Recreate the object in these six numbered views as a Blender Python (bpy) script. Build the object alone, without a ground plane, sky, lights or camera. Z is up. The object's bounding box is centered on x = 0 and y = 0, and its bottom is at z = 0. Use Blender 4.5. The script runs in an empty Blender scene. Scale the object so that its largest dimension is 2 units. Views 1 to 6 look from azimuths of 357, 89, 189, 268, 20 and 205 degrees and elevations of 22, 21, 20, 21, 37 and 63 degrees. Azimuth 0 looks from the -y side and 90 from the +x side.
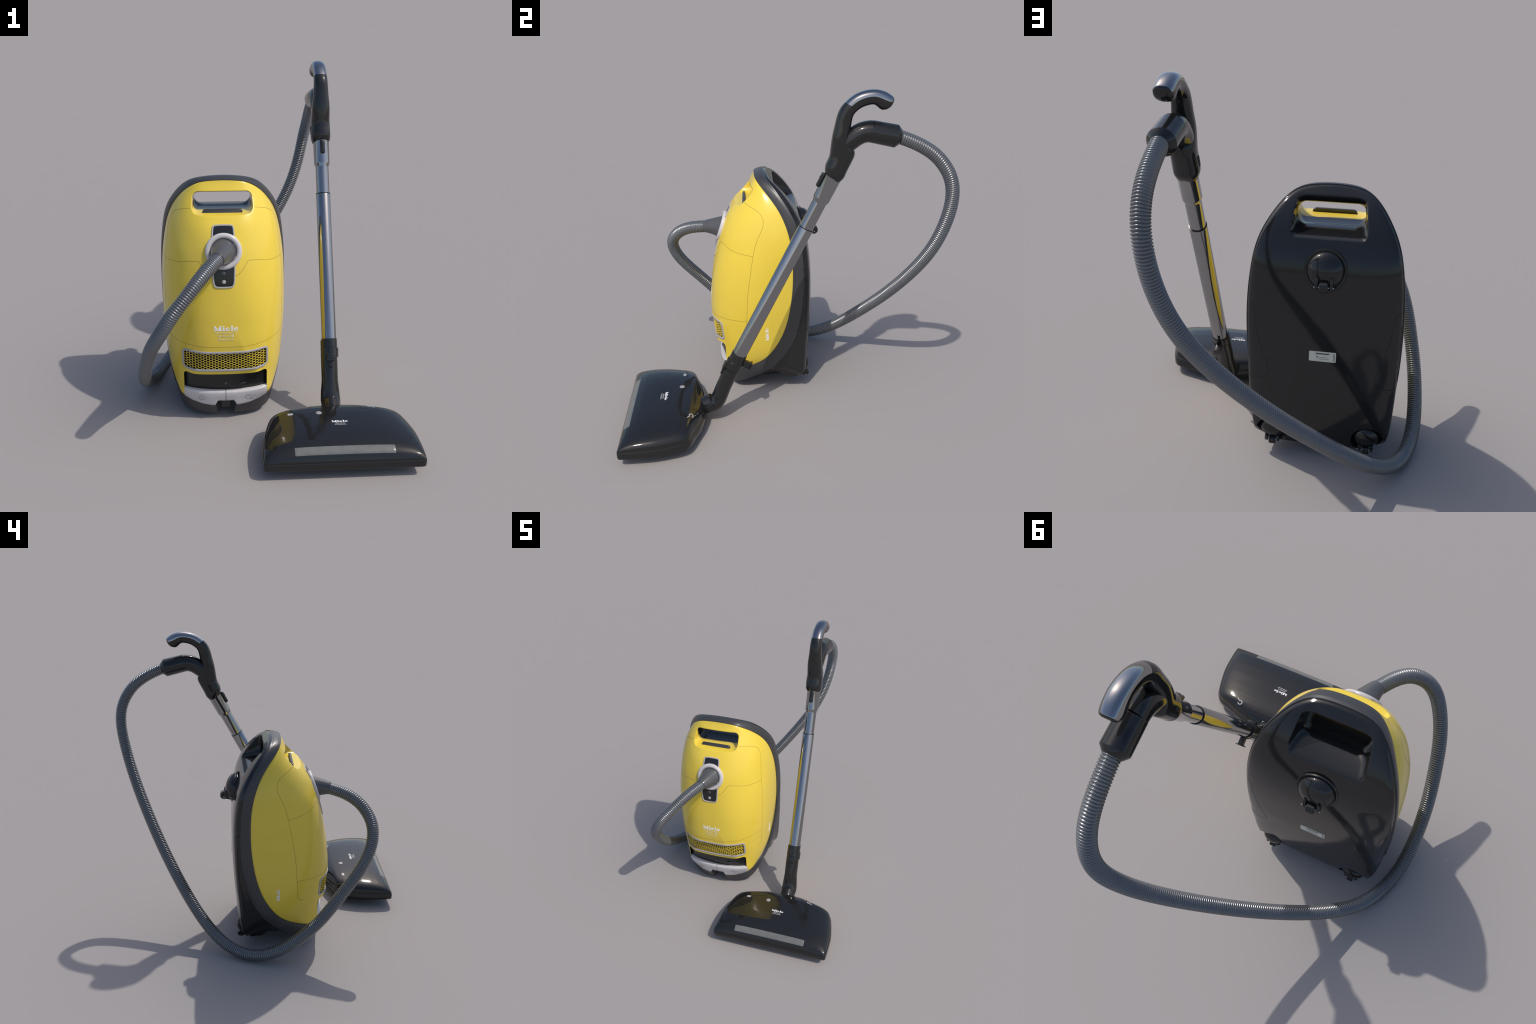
"""Canister vacuum cleaner: yellow bodied canister standing upright, ribbed hose,
hook handle, telescopic wand and a wide floor head."""
import bpy, bmesh, math, random
import numpy as np
from mathutils import Vector, Matrix
from mathutils.bvhtree import BVHTree

random.seed(7)
CX = -0.263           # symmetry plane of the canister
WX = 0.352            # plane of wand, handle and floor head
V = Vector

# ------------------------------------------------------------------ materials
def material(name, rgb, rough=0.3, metal=0.0, spec=0.5, coat=0.0, grain=0.0, grain_scale=60.0, bump=0.0, bump_scale=300.0):
    m = bpy.data.materials.new(name)
    m.use_nodes = True
    nt = m.node_tree
    b = nt.nodes["Principled BSDF"]
    b.inputs["Base Color"].default_value = (*rgb, 1)
    b.inputs["Roughness"].default_value = rough
    b.inputs["Metallic"].default_value = metal
    b.inputs["Specular IOR Level"].default_value = spec
    b.inputs["Coat Weight"].default_value = coat
    b.inputs["Coat Roughness"].default_value = 0.04
    tc = nt.nodes.new("ShaderNodeTexCoord")
    n = nt.nodes.new("ShaderNodeTexNoise")
    n.inputs["Scale"].default_value = grain_scale
    n.inputs["Detail"].default_value = 3
    nt.links.new(tc.outputs["Object"], n.inputs["Vector"])
    if grain:
        r = nt.nodes.new("ShaderNodeValToRGB")
        lo = [c * (1 - grain) for c in rgb]
        hi = [min(1, c * (1 + grain)) for c in rgb]
        r.color_ramp.elements[0].position, r.color_ramp.elements[1].position = 0.3, 0.7
        r.color_ramp.elements[0].color = (*lo, 1)
        r.color_ramp.elements[1].color = (*hi, 1)
        nt.links.new(n.outputs["Fac"], r.inputs["Fac"])
        nt.links.new(r.outputs["Color"], b.inputs["Base Color"])
    if bump:
        n2 = nt.nodes.new("ShaderNodeTexNoise")
        n2.inputs["Scale"].default_value = bump_scale
        nt.links.new(tc.outputs["Object"], n2.inputs["Vector"])
        bp = nt.nodes.new("ShaderNodeBump")
        bp.inputs["Strength"].default_value = bump
        bp.inputs["Distance"].default_value = 0.001
        nt.links.new(n2.outputs["Fac"], bp.inputs["Height"])
        nt.links.new(bp.outputs["Normal"], b.inputs["Normal"])
    return m

def soften(m, radius):
    """round the cut edges in shading"""
    nt = m.node_tree
    bv = nt.nodes.new("ShaderNodeBevel"); bv.samples = 6
    bv.inputs["Radius"].default_value = radius
    nt.links.new(bv.outputs["Normal"], nt.nodes["Principled BSDF"].inputs["Normal"])
    return m

YELLOW = material("yellow_gloss_plastic", (0.82, 0.60, 0.065), 0.22, spec=0.5, grain=0.015, grain_scale=8)
SEAM = material("painted_groove_shadow_yellow", (0.42, 0.30, 0.03), 0.5, grain=0.02)  # shell yellow darkened to paint the shadow inside the lid grooves
BLACK = material("black_gloss_plastic", (0.0140, 0.0140, 0.0143), 0.08, spec=0.5, grain=0.03, grain_scale=6)
SEAMK = material("seam_black", (0.002, 0.002, 0.002), 0.6, grain=0.02)
BAND = material("dark_grey_bumper", (0.045, 0.045, 0.047), 0.36, grain=0.03, grain_scale=20)
DARK = material("black_satin_plastic", (0.012, 0.012, 0.012), 0.3, grain=0.04, grain_scale=30)
PIT = material("dark_interior", (0.004, 0.004, 0.004), 0.7, grain=0.05)
GREY = material("grey_gloss_plastic", (0.085, 0.085, 0.088), 0.16, grain=0.03, grain_scale=20)
HOSE = material("hose_grey", (0.175, 0.18, 0.187), 0.24, metal=0.5, grain=0.03, grain_scale=20)
CHROME = material("dark_chrome", (0.33, 0.33, 0.34), 0.06, metal=1.0, grain=0.01, grain_scale=10)
STEEL = material("axle_steel", (0.6, 0.6, 0.6), 0.15, metal=1.0, grain=0.02)
WHITE = material("light_grey_plastic", (0.58, 0.545, 0.535), 0.3, grain=0.01)
SILVER = material("silver_trim", (0.42, 0.40, 0.40), 0.3, grain=0.02)
PRINT = material("white_print", (0.88, 0.88, 0.90), 0.4, grain=0.01)
PRINT2 = material("pale_print", (0.74, 0.70, 0.48), 0.4, grain=0.01)
MARK = material("faded_mark_print", (0.42, 0.42, 0.43), 0.4, grain=0.02)
PRINTG = material("grey_print", (0.32, 0.31, 0.31), 0.5, grain=0.02)
WINDOW = material("pale_window_strip", (0.150, 0.150, 0.140), 0.10, grain=0.08, grain_scale=25)
LABEL = material("paper_label", (0.68, 0.67, 0.57), 0.5, grain=0.06, grain_scale=80)
INK = material("label_ink", (0.10, 0.10, 0.09), 0.6, grain=0.05)

# ------------------------------------------------------------------ scene graph
def empty(name, loc=(0, 0, 0)):
    o = bpy.data.objects.new(name, None)
    bpy.context.scene.collection.objects.link(o)
    o.location = loc
    return o

ROOT = empty("vacuum_cleaner")
ROOT["label"] = "yellow and black canister vacuum cleaner with ribbed hose and wand"
ROOT["category"] = "vacuum cleaner"

def obj_from_mesh(name, me, parent=None):
    o = bpy.data.objects.new(name, me)
    bpy.context.scene.collection.objects.link(o)
    o.parent = parent or ROOT
    return o

def mk(name, verts, faces, mats, parent=None, angle=35, fm=None, flip=False):
    me = bpy.data.meshes.new(name)
    me.from_pydata([tuple(map(float, v)) for v in verts], [], [tuple(f) for f in faces])
    if not isinstance(mats, (list, tuple)):
        mats = [mats]
    for m in mats:
        me.materials.append(m)
    if fm is not None:
        me.polygons.foreach_set("material_index", np.array(fm, dtype=np.int32))
    bm = bmesh.new(); bm.from_mesh(me)
    bmesh.ops.recalc_face_normals(bm, faces=bm.faces)
    bm.to_mesh(me); bm.free()
    if angle:
        me.set_sharp_from_angle(angle=math.radians(angle))
        me.polygons.foreach_set("use_smooth", np.ones(len(me.polygons), dtype=bool))
    me.update()
    return obj_from_mesh(name, me, parent)

# ------------------------------------------------------------------ curve helpers
def cubic(points, n, closed=False, smooth=0):
    """C2 spline through points, chord-length parameter, n samples."""
    P = np.array(points, float)
    if closed:
        k = len(P)
        Q = np.vstack([P, P, P])
    else:
        Q = P
    d = np.sqrt((np.diff(Q, axis=0) ** 2).sum(1)) ** 0.5
    t = np.r_[0, np.cumsum(np.maximum(d, 1e-6))]
    N = len(Q)
    h = np.diff(t)
    A = np.zeros((N, N)); b = np.zeros((N, Q.shape[1]))
    A[0, 0] = A[-1, -1] = 1
    for i in range(1, N - 1):
        A[i, i - 1], A[i, i], A[i, i + 1] = h[i - 1], 2 * (h[i - 1] + h[i]), h[i]
        b[i] = 6 * ((Q[i + 1] - Q[i]) / h[i] - (Q[i] - Q[i - 1]) / h[i - 1])
    M = np.linalg.solve(A, b)
    if closed:
        s = np.linspace(t[k], t[2 * k], n, endpoint=False)
    else:
        s = np.linspace(0, t[-1], n)
    i = np.clip(np.searchsorted(t, s, side="right") - 1, 0, N - 2)
    u0 = (t[i + 1] - s)[:, None]; u1 = (s - t[i])[:, None]; hh = h[i][:, None]
    R = M[i] * u0 ** 3 / (6 * hh) + M[i + 1] * u1 ** 3 / (6 * hh) + (Q[i] / hh - M[i] * hh / 6) * u0 + (Q[i + 1] / hh - M[i + 1] * hh / 6) * u1
    for _ in range(smooth):
        if closed:
            R = 0.25 * np.roll(R, 1, 0) + 0.5 * R + 0.25 * np.roll(R, -1, 0)
        else:
            R[1:-1] = 0.25 * R[:-2] + 0.5 * R[1:-1] + 0.25 * R[2:]
    return R

def resample(P, n, closed=False):
    P = np.array(P, float)
    if closed:
        P = np.vstack([P, P[:1]])
    d = np.r_[0, np.cumsum(np.sqrt((np.diff(P, axis=0) ** 2).sum(1)))]
    s = np.linspace(0, d[-1], n + (1 if closed else 0))
    R = np.array([np.interp(s, d, P[:, k]) for k in range(P.shape[1])]).T
    return R[:-1] if closed else R

def rounded_rect(w, h, r, n=8, cx=0.0, cy=0.0):
    """closed outline, w,h full sizes"""
    pts = []
    for sx, sy, a0 in ((1, 1, 0), (-1, 1, 90), (-1, -1, 180), (1, -1, 270)):
        for i in range(n + 1):
            a = math.radians(a0 + 90 * i / n)
            pts.append((cx + sx * (w / 2 - r) + r * math.cos(a), cy + sy * (h / 2 - r) + r * math.sin(a)))
    return pts

def frames(path):
    """parallel transport frames along a path"""
    P = [V(p) for p in path]
    T = []
    for i in range(len(P)):
        a = P[max(i - 1, 0)]; b = P[min(i + 1, len(P) - 1)]
        T.append((b - a).normalized())
    n = T[0].orthogonal().normalized()
    if abs(T[0].x) < 0.9:
        n = (V((1, 0, 0)) - T[0] * T[0].x).normalized()
    out = []
    for i in range(len(P)):
        n = (n - T[i] * n.dot(T[i])).normalized()
        out.append((P[i], T[i], n, T[i].cross(n)))
    return out

def sweep(name, path, radii, mat, parent=None, seg=32, caps=True, angle=35, ry=None):
    """round (or elliptical) tube; radii along frame n (x) and ry along binormal"""
    fr = frames(path)
    verts, faces = [], []
    for i, (p, t, n, b) in enumerate(fr):
        r = radii[i] if hasattr(radii, "__len__") else radii
        r2 = r if ry is None else ry[i]
        for k in range(seg):
            a = 2 * math.pi * k / seg
            verts.append(p + n * (r * math.cos(a)) + b * (r2 * math.sin(a)))
    m = len(fr)
    for i in range(m - 1):
        for k in range(seg):
            k2 = (k + 1) % seg
            faces.append((i * seg + k, i * seg + k2, (i + 1) * seg + k2, (i + 1) * seg + k))
    if caps:
        faces.append(tuple(range(seg - 1, -1, -1)))
        faces.append(tuple(range((m - 1) * seg, m * seg)))
    return mk(name, verts, faces, mat, parent, angle)

def revolve(name, profile, origin, axis, mat, parent=None, seg=48, angle=35, up=(0, 0, 1)):
    """profile: (radius, height along axis); axis end radius 0 closes"""
    ax = V(axis).normalized()
    n = V(up) - ax * V(up).dot(ax)
    if n.length < 1e-3:
        n = ax.orthogonal()
    n.normalize(); b = ax.cross(n)
    o = V(origin)
    verts, faces, rows = [], [], []
    for r, h in profile:
        if r < 1e-6:
            rows.append([len(verts)]); verts.append(o + ax * h)
        else:
            rows.append(list(range(len(verts), len(verts) + seg)))
            for k in range(seg):
                a = 2 * math.pi * k / seg
                verts.append(o + ax * h + n * (r * math.cos(a)) + b * (r * math.sin(a)))
    for A, B in zip(rows[:-1], rows[1:]):
        for k in range(seg):
            k2 = (k + 1) % seg
            if len(A) == 1 and len(B) == 1:
                continue
            if len(A) == 1:
                faces.append((A[0], B[k], B[k2]))
            elif len(B) == 1:
                faces.append((A[k], B[0], A[k2]))
            else:
                faces.append((A[k], B[k], B[k2], A[k2]))
    return mk(name, verts, faces, mat, parent, angle)

def rbox(name, size, loc, rot, mat, parent=None, bevel=0.004, seg=3):
    """bevelled box; rot is a 3x3 matrix or euler tuple"""
    bm = bmesh.new()
    bmesh.ops.create_cube(bm, size=1)
    bmesh.ops.scale(bm, vec=size, verts=bm.verts)
    bmesh.ops.bevel(bm, geom=list(bm.edges), offset=bevel, segments=seg, affect="EDGES", profile=0.5)
    R = rot if isinstance(rot, Matrix) else Matrix.Rotation(rot[2], 3, "Z") @ Matrix.Rotation(rot[1], 3, "Y") @ Matrix.Rotation(rot[0], 3, "X")
    bmesh.ops.transform(bm, matrix=Matrix.Translation(loc) @ R.to_4x4(), verts=bm.verts)
    me = bpy.data.meshes.new(name); bm.to_mesh(me); bm.free()
    me.materials.append(mat)
    me.set_sharp_from_angle(angle=math.radians(35))
    me.polygons.foreach_set("use_smooth", np.ones(len(me.polygons), dtype=bool))
    return obj_from_mesh(name, me, parent)

# ================================================================== CANISTER BODY
# Half loops (w, y, z) from the top middle, down the side, to the bottom middle.
RIM = [(0, -.140, 1.394), (.09, -.137, 1.389), (.14, -.127, 1.377), (.185, -.103, 1.350), (.23, -.066, 1.308), (.268, -.025, 1.255),
       (.303, .012, 1.192), (.331, .042, 1.11), (.349, .060, 1.02), (.362, .066, .92), (.368, .064, .80), (.369, .052, .68),
       (.366, .03, .56), (.358, -.002, .45), (.348, -.045, .36), (.336, -.095, .285), (.319, -.15, .23), (.301, -.21, .193),
       (.280, -.28, .165), (.254, -.345, .147), (.19, -.387, .132), (.1, -.411, .123), (0, -.420, .120)]
REAR = [(0, -.080, 1.405), (.09, -.078, 1.400), (.148, -.069, 1.389), (.196, -.043, 1.366), (.243, -.006, 1.322), (.284, .035, 1.265),
        (.321, .075, 1.197), (.347, .106, 1.114), (.361, .122, 1.022), (.371, .13, .92), (.376, .131, .80), (.376, .122, .67),
        (.373, .10, .54), (.366, .068, .42), (.356, .02, .318), (.344, -.035, .24), (.326, -.10, .175), (.306, -.16, .132),
        (.284, -.22, .098), (.256, -.312, .055), (.19, -.360, .037), (.1, -.384, .034), (0, -.390, .033)]
BACK = [(0, -.070, 1.403), (.09, -.068, 1.398), (.148, -.059, 1.387), (.196, -.033, 1.364), (.243, .003, 1.320), (.284, .043, 1.263),
        (.320, .082, 1.195), (.346, .112, 1.113), (.3595, .126, 1.022), (.3685, .133, .92), (.373, .134, .80), (.373, .127, .67),
        (.3715, .114, .54), (.369, .106, .42), (.364, .092, .32), (.360, .089, .25), (.354, .088, .19), (.344, .088, .138),
        (.322, .092, .098), (.25, .09, .074), (.19, .09, .068), (.1, .09, .066), (0, .09, .066)]
UNDER = {14: (.360, .06, .318), 15: (.351, .025, .243), 16: (.336, -.015, .185), 17: (.318, -.035, .15), 18: (.295, -.05, .125),
         19: (.245, -.06, .105), 20: (.19, -.06, .10), 21: (.1, -.06, .10), 22: (0, -.06, .10)}
MID = [tuple((np.array(a) + np.array(b)) / 2) if i not in UNDER else UNDER[i] for i, (a, b) in enumerate(zip(REAR, BACK))]
NT = 120              # samples per half loop

def loop(half):
    P = np.array(half, float)
    left = P[1:-1][::-1].copy(); left[:, 0] *= -1
    full = np.vstack([P, left])
    return full

def sample_loops(*halves):
    """sample all loops with the same parameter so that the rows correspond"""
    big = np.hstack([loop(h) for h in halves])
    R = cubic(big, 2 * NT, closed=True, smooth=6)
    return [R[:, 3 * i:3 * i + 3] for i in range(len(halves))]

rim, rear, mid, back = sample_loops(RIM, REAR, MID, BACK)
CZ = 0.74
NEXP = 2.65
EXP_T = None
FRONT = [(1.394, -.141), (1.37, -.153), (1.335, -.168), (1.262, -.242), (1.175, -.312), (1.045, -.374), (.957, -.401), (.85, -.427), (.69, -.455),
         (.55, -.468), (.48, -.468), (.4, -.460), (.28, -.443), (.2, -.430), (.120, -.421)]
fz = np.array([p[0] for p in FRONT][::-1]); fy = np.array([p[1] for p in FRONT][::-1])

def profile_from(zs, ys):
    """smooth 1D profile; monotone input, gently blurred"""
    zz = np.linspace(zs[0], zs[-1], 400)
    yy = np.interp(zz, zs, ys)
    for _ in range(160):
        yy[1:-1] = 0.25 * yy[:-2] + 0.5 * yy[1:-1] + 0.25 * yy[2:]
    return zz, yy

# asymptotic front profile so that the dome meets the measured centre line
def asym(z, y, n):
    top = z > CZ
    zr, yr = (1.394, -.140) if top else (.120, -.420)
    n = n - .30 if top else n - .06
    rho = min(0.999, (z - CZ) / (zr - CZ))
    h = max((1 - rho ** n) ** (1 / n), 0.25)
    return yr + (y - yr) / h
FZ, FY = profile_from(fz, np.array([asym(z, y, NEXP) for z, y in zip(fz, fy)]))
front_y = lambda z: np.interp(z, FZ, FY)
KZ, KY = profile_from(np.array([.05, .1, .25, .4, .6, .8, .9, 1.0, 1.1, 1.18, 1.25, 1.3, 1.36, 1.39, 1.41]),
                      np.array([.139, .143, .156, .168, .182, .187, .186, .180, .167, .143, .108, .078, .025, -.015, -.06]))
back_y = lambda z: np.interp(z, KZ, KY)

rings, tags = [], []          # tag of the strip that FOLLOWS each ring: 0 yellow, 1 band, 2 black
NF = 56
for i in range(NF + 1):       # from the front pole out to the rim
    a = (i / NF) * math.pi / 2
    d_ = rim - np.array([0, 0, CZ])
    up = d_[:, 2] / np.hypot(d_[:, 0], d_[:, 2])           # 1 at the top, -1 at the bottom
    nexp = NEXP - np.where(up > 0, .30, -.06) * np.sign(up) * up ** 2
    rho = math.sin(a) ** (2 / nexp); h = max(math.cos(a), 0) ** (2 / nexp) if i < NF else np.zeros(len(rim))
    x = rim[:, 0] * rho
    z = CZ + (rim[:, 2] - CZ) * rho
    y = rim[:, 1] + h * (front_y(z) - rim[:, 1])
    if i == 0:
        continue
    rings.append(np.c_[x, y, z]); tags.append(0)
def outward(P, Q, amount):
    """push points of a loop away from the body's middle in the front view plane"""
    c = np.array([0, 0, CZ]); d = P - c; d[:, 1] = 0
    d /= np.linalg.norm(d, axis=1)[:, None]
    # measure along the outline normal instead of radially
    t = np.roll(P, -1, 0) - np.roll(P, 1, 0)
    nrm = np.c_[t[:, 2], np.zeros(len(P)), -t[:, 0]]
    L = np.linalg.norm(nrm, axis=1)[:, None]
    nrm = nrm / np.maximum(L, 1e-9)
    s = np.sign((nrm * d).sum(1))[:, None]
    return P + nrm * s * amount
tags[-1] = 1                  # band strip starts at the rim
NB = 9
for i in range(NB + 1):
    u = i / NB
    P = rim * (1 - u) + rear * u
    bulge = 0.009 * (1 - (2 * u - 1) ** 4) * (1 if 0 < i < NB else 0) + (0.005 if i in (0, NB) else 0)
    rings.append(outward(P, None, bulge)); tags.append(1)
tags[-1] = 2
rings.append(rear.copy()); tags.append(2)
for i in range(1, 16):        # under / side wall: rear -> mid -> back (quadratic through mid)
    u = i / 16
    q = rear * (2 * (u - .5) * (u - 1)) + mid * (4 * u * (1 - u)) + back * (2 * u * (u - .5))
    rings.append(q); tags.append(2)
rings.append(back.copy()); tags.append(2)
NK = 34
up_b = (back[:, 2] - CZ) / np.hypot(back[:, 0], back[:, 2] - CZ)
KEXP = 3.35 - .2 * up_b
for i in range(1, NK):
    a = (i / NK) * math.pi / 2
    rho = math.cos(a) ** (2 / KEXP); h = math.sin(a) ** (2 / KEXP)
    x = back[:, 0] * rho
    z = CZ + (back[:, 2] - CZ) * rho
    y = back[:, 1] + h * (back_y(z) - back[:, 1])
    rings.append(np.c_[x, y, z]); tags.append(2)

verts, faces, fmat = [], [], []
M = 2 * NT
verts.append((0, float(front_y(CZ)), CZ))
for r in rings:
    verts.extend(map(tuple, r))
verts.append((0, float(back_y(CZ)), CZ))
for k in range(M):
    faces.append((0, 1 + k, 1 + (k + 1) % M)); fmat.append(0)
for j in range(len(rings) - 1):
    for k in range(M):
        k2 = (k + 1) % M
        faces.append((1 + j * M + k, 1 + (j + 1) * M + k, 1 + (j + 1) * M + k2, 1 + j * M + k2)); fmat.append(tags[j])
last = 1 + (len(rings) - 1) * M
for k in range(M):
    faces.append((len(verts) - 1, last + (k + 1) % M, last + k)); fmat.append(2)
verts = [(x + CX, y, z) for x, y, z in verts]
SHELL_YELLOW = soften(material("yellow_shell_plastic", (0.82, 0.60, 0.065), 0.22, grain=0.015, grain_scale=8), .010)
SHELL_BLACK = soften(material("black_shell_plastic", (0.0145, 0.0145, 0.0148), 0.10, grain=0.03, grain_scale=6), .014)
BODY_MATS = [SHELL_YELLOW, BAND, SHELL_BLACK, PIT, DARK]
solid = mk("body_solid", verts, faces, BODY_MATS, None, 35, fm=fmat)
bvh = BVHTree.FromPolygons([v.co.copy() for v in solid.data.vertices], [tuple(p.vertices) for p in solid.data.polygons])

def on_front(x, z):
    h = bvh.ray_cast(V((x, -2, z)), V((0, 1, 0)))
    return (h[0], h[1]) if h[0] else (V((x, -.3, z)), V((0, -1, 0)))
def on_side(y, z, sx):
    h = bvh.ray_cast(V((CX + 2 * sx, y, z)), V((-sx, 0, 0)))
    return (h[0], h[1]) if h[0] else (V((CX + .3 * sx, y, z)), V((sx, 0, 0)))
def on_back(x, z):
    h = bvh.ray_cast(V((x, 2, z)), V((0, -1, 0)))
    return (h[0], h[1]) if h[0] else (V((x, .15, z)), V((0, 1, 0)))
DEBUG_POINTS = [(.242, .41, -.39), (.246, .21, -.364), (.138, 1.0, -.385), (.332, .96, -.172), (.301, 1.154, -.108), (.062, 1.183, -.317)]
for dx, z, y in DEBUG_POINTS:
    print("CHECK dx %.3f z %.3f want y %.3f got %.3f" % (dx, z, y, on_front(CX + dx, z)[0].y))

# ---- cutters -------------------------------------------------------------
cutters = []
def cutter(name, verts, faces, slot_of_face):
    me = bpy.data.meshes.new(name)
    me.from_pydata([tuple(v) for v in verts], [], faces)
    for m in BODY_MATS:
        me.materials.append(m)
    me.polygons.foreach_set("material_index", np.array(slot_of_face, dtype=np.int32))
    bm = bmesh.new(); bm.from_mesh(me); bmesh.ops.recalc_face_normals(bm, faces=bm.faces); bm.to_mesh(me); bm.free()
    o = bpy.data.objects.new(name, me)
    bpy.context.scene.collection.objects.link(o)
    cutters.append(o)

def prism_cutter(name, rows, slots):
    """rows: list of closed outlines (same count); slots: material of each strip; caps use the end strips"""
    n = len(rows[0]); vs = [p for r in rows for p in r]; fs = []; sl = []
    for j in range(len(rows) - 1):
        for k in range(n):
            k2 = (k + 1) % n
            fs.append((j * n + k, j * n + k2, (j + 1) * n + k2, (j + 1) * n + k)); sl.append(slots(j, rows[j][k]) if callable(slots) else slots[j])
    fs.append(tuple(range(n))); sl.append(0 if callable(slots) else slots[0])
    fs.append(tuple(range((len(rows) - 1) * n, len(rows) * n))); sl.append(2 if callable(slots) else slots[-1])
    cutter(name, vs, fs, sl)

# carrying-handle tunnel: flared rounded slot running front to back
rows, slots = [], []
#        y     zlow   zhigh  halfwidth low/high  corner
tun = [(-.60, 1.150, 1.520, .250, .250, .05), (-.30, 1.222, 1.385, .190, .186, .038), (-.25, 1.228, 1.362, .179, .178, .037), (-.215, 1.229, 1.350, .172, .172, .036), (-.17, 1.227, 1.339, .168, .168, .034), (-.145, 1.2245, 1.333, .166, .166, .033), (-.130, 1.223, 1.325, .166, .166, .033),
       (-.11, 1.221, 1.3195, .165, .164, .032), (-.085, 1.219, 1.3155, .165, .162, .032), (-.06, 1.218, 1.321, .165, .160, .038), (-.045, 1.217, 1.331, .166, .159, .044), (-.032, 1.219, 1.349, .166, .158, .050), (-.024, 1.2185, 1.362, .1665, .158, .055), (-.019, 1.218, 1.376, .167, .158, .060), (-.012, 1.2175, 1.395, .170, .162, .066), (.004, 1.217, 1.43, .172, .165, .066), (.03, 1.2135, 1.50, .175, .168, .040), (.055, 1.209, 1.52, .178, .171, .036), (.075, 1.203, 1.52, .181, .174, .034), (.09, 1.199, 1.52, .183, .177, .034), (.105, 1.194, 1.52, .187, .181, .034), (.125, 1.184, 1.54, .193, .187, .034), (.30, 1.08, 1.6, .26, .25, .05)]
for i, (y, zl, zh, hb, ht, r) in enumerate(tun):
    rows.append([(CX + a * (hb + (ht - hb) * min(1, (b - zl) / .15)) / hb, y, b) for a, b in rounded_rect(2 * hb, zh - zl, r, 8, 0, (zl + zh) / 2)])
prism_cutter("tunnel_cutter", rows, lambda j, p: 0 if tun[j][0] < (-.135 if p[2] < 1.29 else -.145) else 2)

def surface_cutter(name, outline, depth, slot, inset=0.0):
    """cut a pocket whose floor follows the front surface at a given depth"""
    o = resample(outline, 96, True)
    c = o.mean(0)
    n = len(o); vs, fs = [], []
    for x, z in o:
        vs.append((x, -.75, z))
    RR = 7
    for j in range(RR):
        s = 1 - j / RR
        s = s if j else 1.0
        for x, z in o:
            px, pz = c[0] + (x - c[0]) * (s if j else 1), c[1] + (z - c[1]) * (s if j else 1)
            if j:
                px, pz = c[0] + (x - c[0]) * (1 - inset) * s / (1 - 0 / RR), c[1] + (z - c[1]) * (1 - inset) * s
            p, _ = on_front(px, pz)
            vs.append((px, p.y + (depth if j else depth * .8), pz))
    p, _ = on_front(*c)
    vs.append((c[0], p.y + depth, c[1]))
    for j in range(RR):
        for k in range(n):
            k2 = (k + 1) % n
            fs.append((j * n + k, j * n + k2, (j + 1) * n + k2, (j + 1) * n + k))
    for k in range(n):
        fs.append((RR * n + k, RR * n + (k + 1) % n, len(vs) - 1))
    fs.append(tuple(range(n)))
    cutter(name, vs, fs, [slot] * len(fs))

GR_X, GR_Z0, GR_Z1 = 0.236, 0.362, 0.472      # grille opening
surface_cutter("grille_cutter", rounded_rect(2 * GR_X, GR_Z1 - GR_Z0, .016, 5, CX, (GR_Z0 + GR_Z1) / 2), .022, 3)
prism_cutter("notch_cutter", [[(CX + a * w / .064, y, b) for a, b in rounded_rect(.128, .30, .012, 4, 0, zt - .15)] for y, w, zt in ((-.60, .070, .136), (-.42, .064, .134), (-.352, .026, .120))], [1, 1])
surface_cutter("pocket_cutter", rounded_rect(.484, .200, .02, 5, CX, .328 - .100), .026, 4, inset=.02)

def sphere_cutter(name, c, r, slot, sq=(1, 1, 1)):
    bm = bmesh.new(); bmesh.ops.create_uvsphere(bm, u_segments=40, v_segments=24, radius=r)
    bmesh.ops.scale(bm, vec=sq, verts=bm.verts)
    bmesh.ops.translate(bm, vec=c, verts=bm.verts)
    vs = [tuple(v.co) for v in bm.verts]; fs = [tuple(v.index for v in f.verts) for f in bm.faces]; bm.free()
    cutter(name, vs, fs, [slot] * len(fs))
for sx in (-1, 1):
    sphere_cutter("caster_well_cutter", (CX + sx * .245, .135, .130), .084, 4, (1, .9, 1))
    sphere_cutter("corner_cutter", (CX + sx * .325, .165, .060), .098, 2, (1, .9, 1))

def volume(me):
    bm = bmesh.new(); bm.from_mesh(me); v = bm.calc_volume(); bm.free()
    return v
for c in cutters:
    v0 = volume(solid.data)
    for attempt in range(6):                      # nudge a cutter if the exact solver meets a degenerate case
        c.location = (.00013 * attempt, .00007 * attempt, -.00011 * attempt)
        md = solid.modifiers.new("cut", "BOOLEAN")
        md.operation = "DIFFERENCE"; md.solver = "EXACT"; md.object = c
        md.material_mode = "INDEX"
        bpy.context.view_layer.update()
        res = bpy.data.meshes.new_from_object(solid.evaluated_get(bpy.context.evaluated_depsgraph_get()))
        solid.modifiers.remove(md)
        if v0 * .9 < volume(res) <= v0 + 1e-6:
            solid.data = res
            break
        print("cutter retry", c.name)
cut = solid.data.copy()
for c in cutters:
    me = c.data
    bpy.data.objects.remove(c); bpy.data.meshes.remove(me)
bpy.data.objects.remove(solid)
cut.set_sharp_from_angle(angle=math.radians(32))
cut.polygons.foreach_set("use_smooth", np.ones(len(cut.polygons), dtype=bool))
cut.update()
corner_n = [c.vector.copy() for c in cut.corner_normals]

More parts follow.
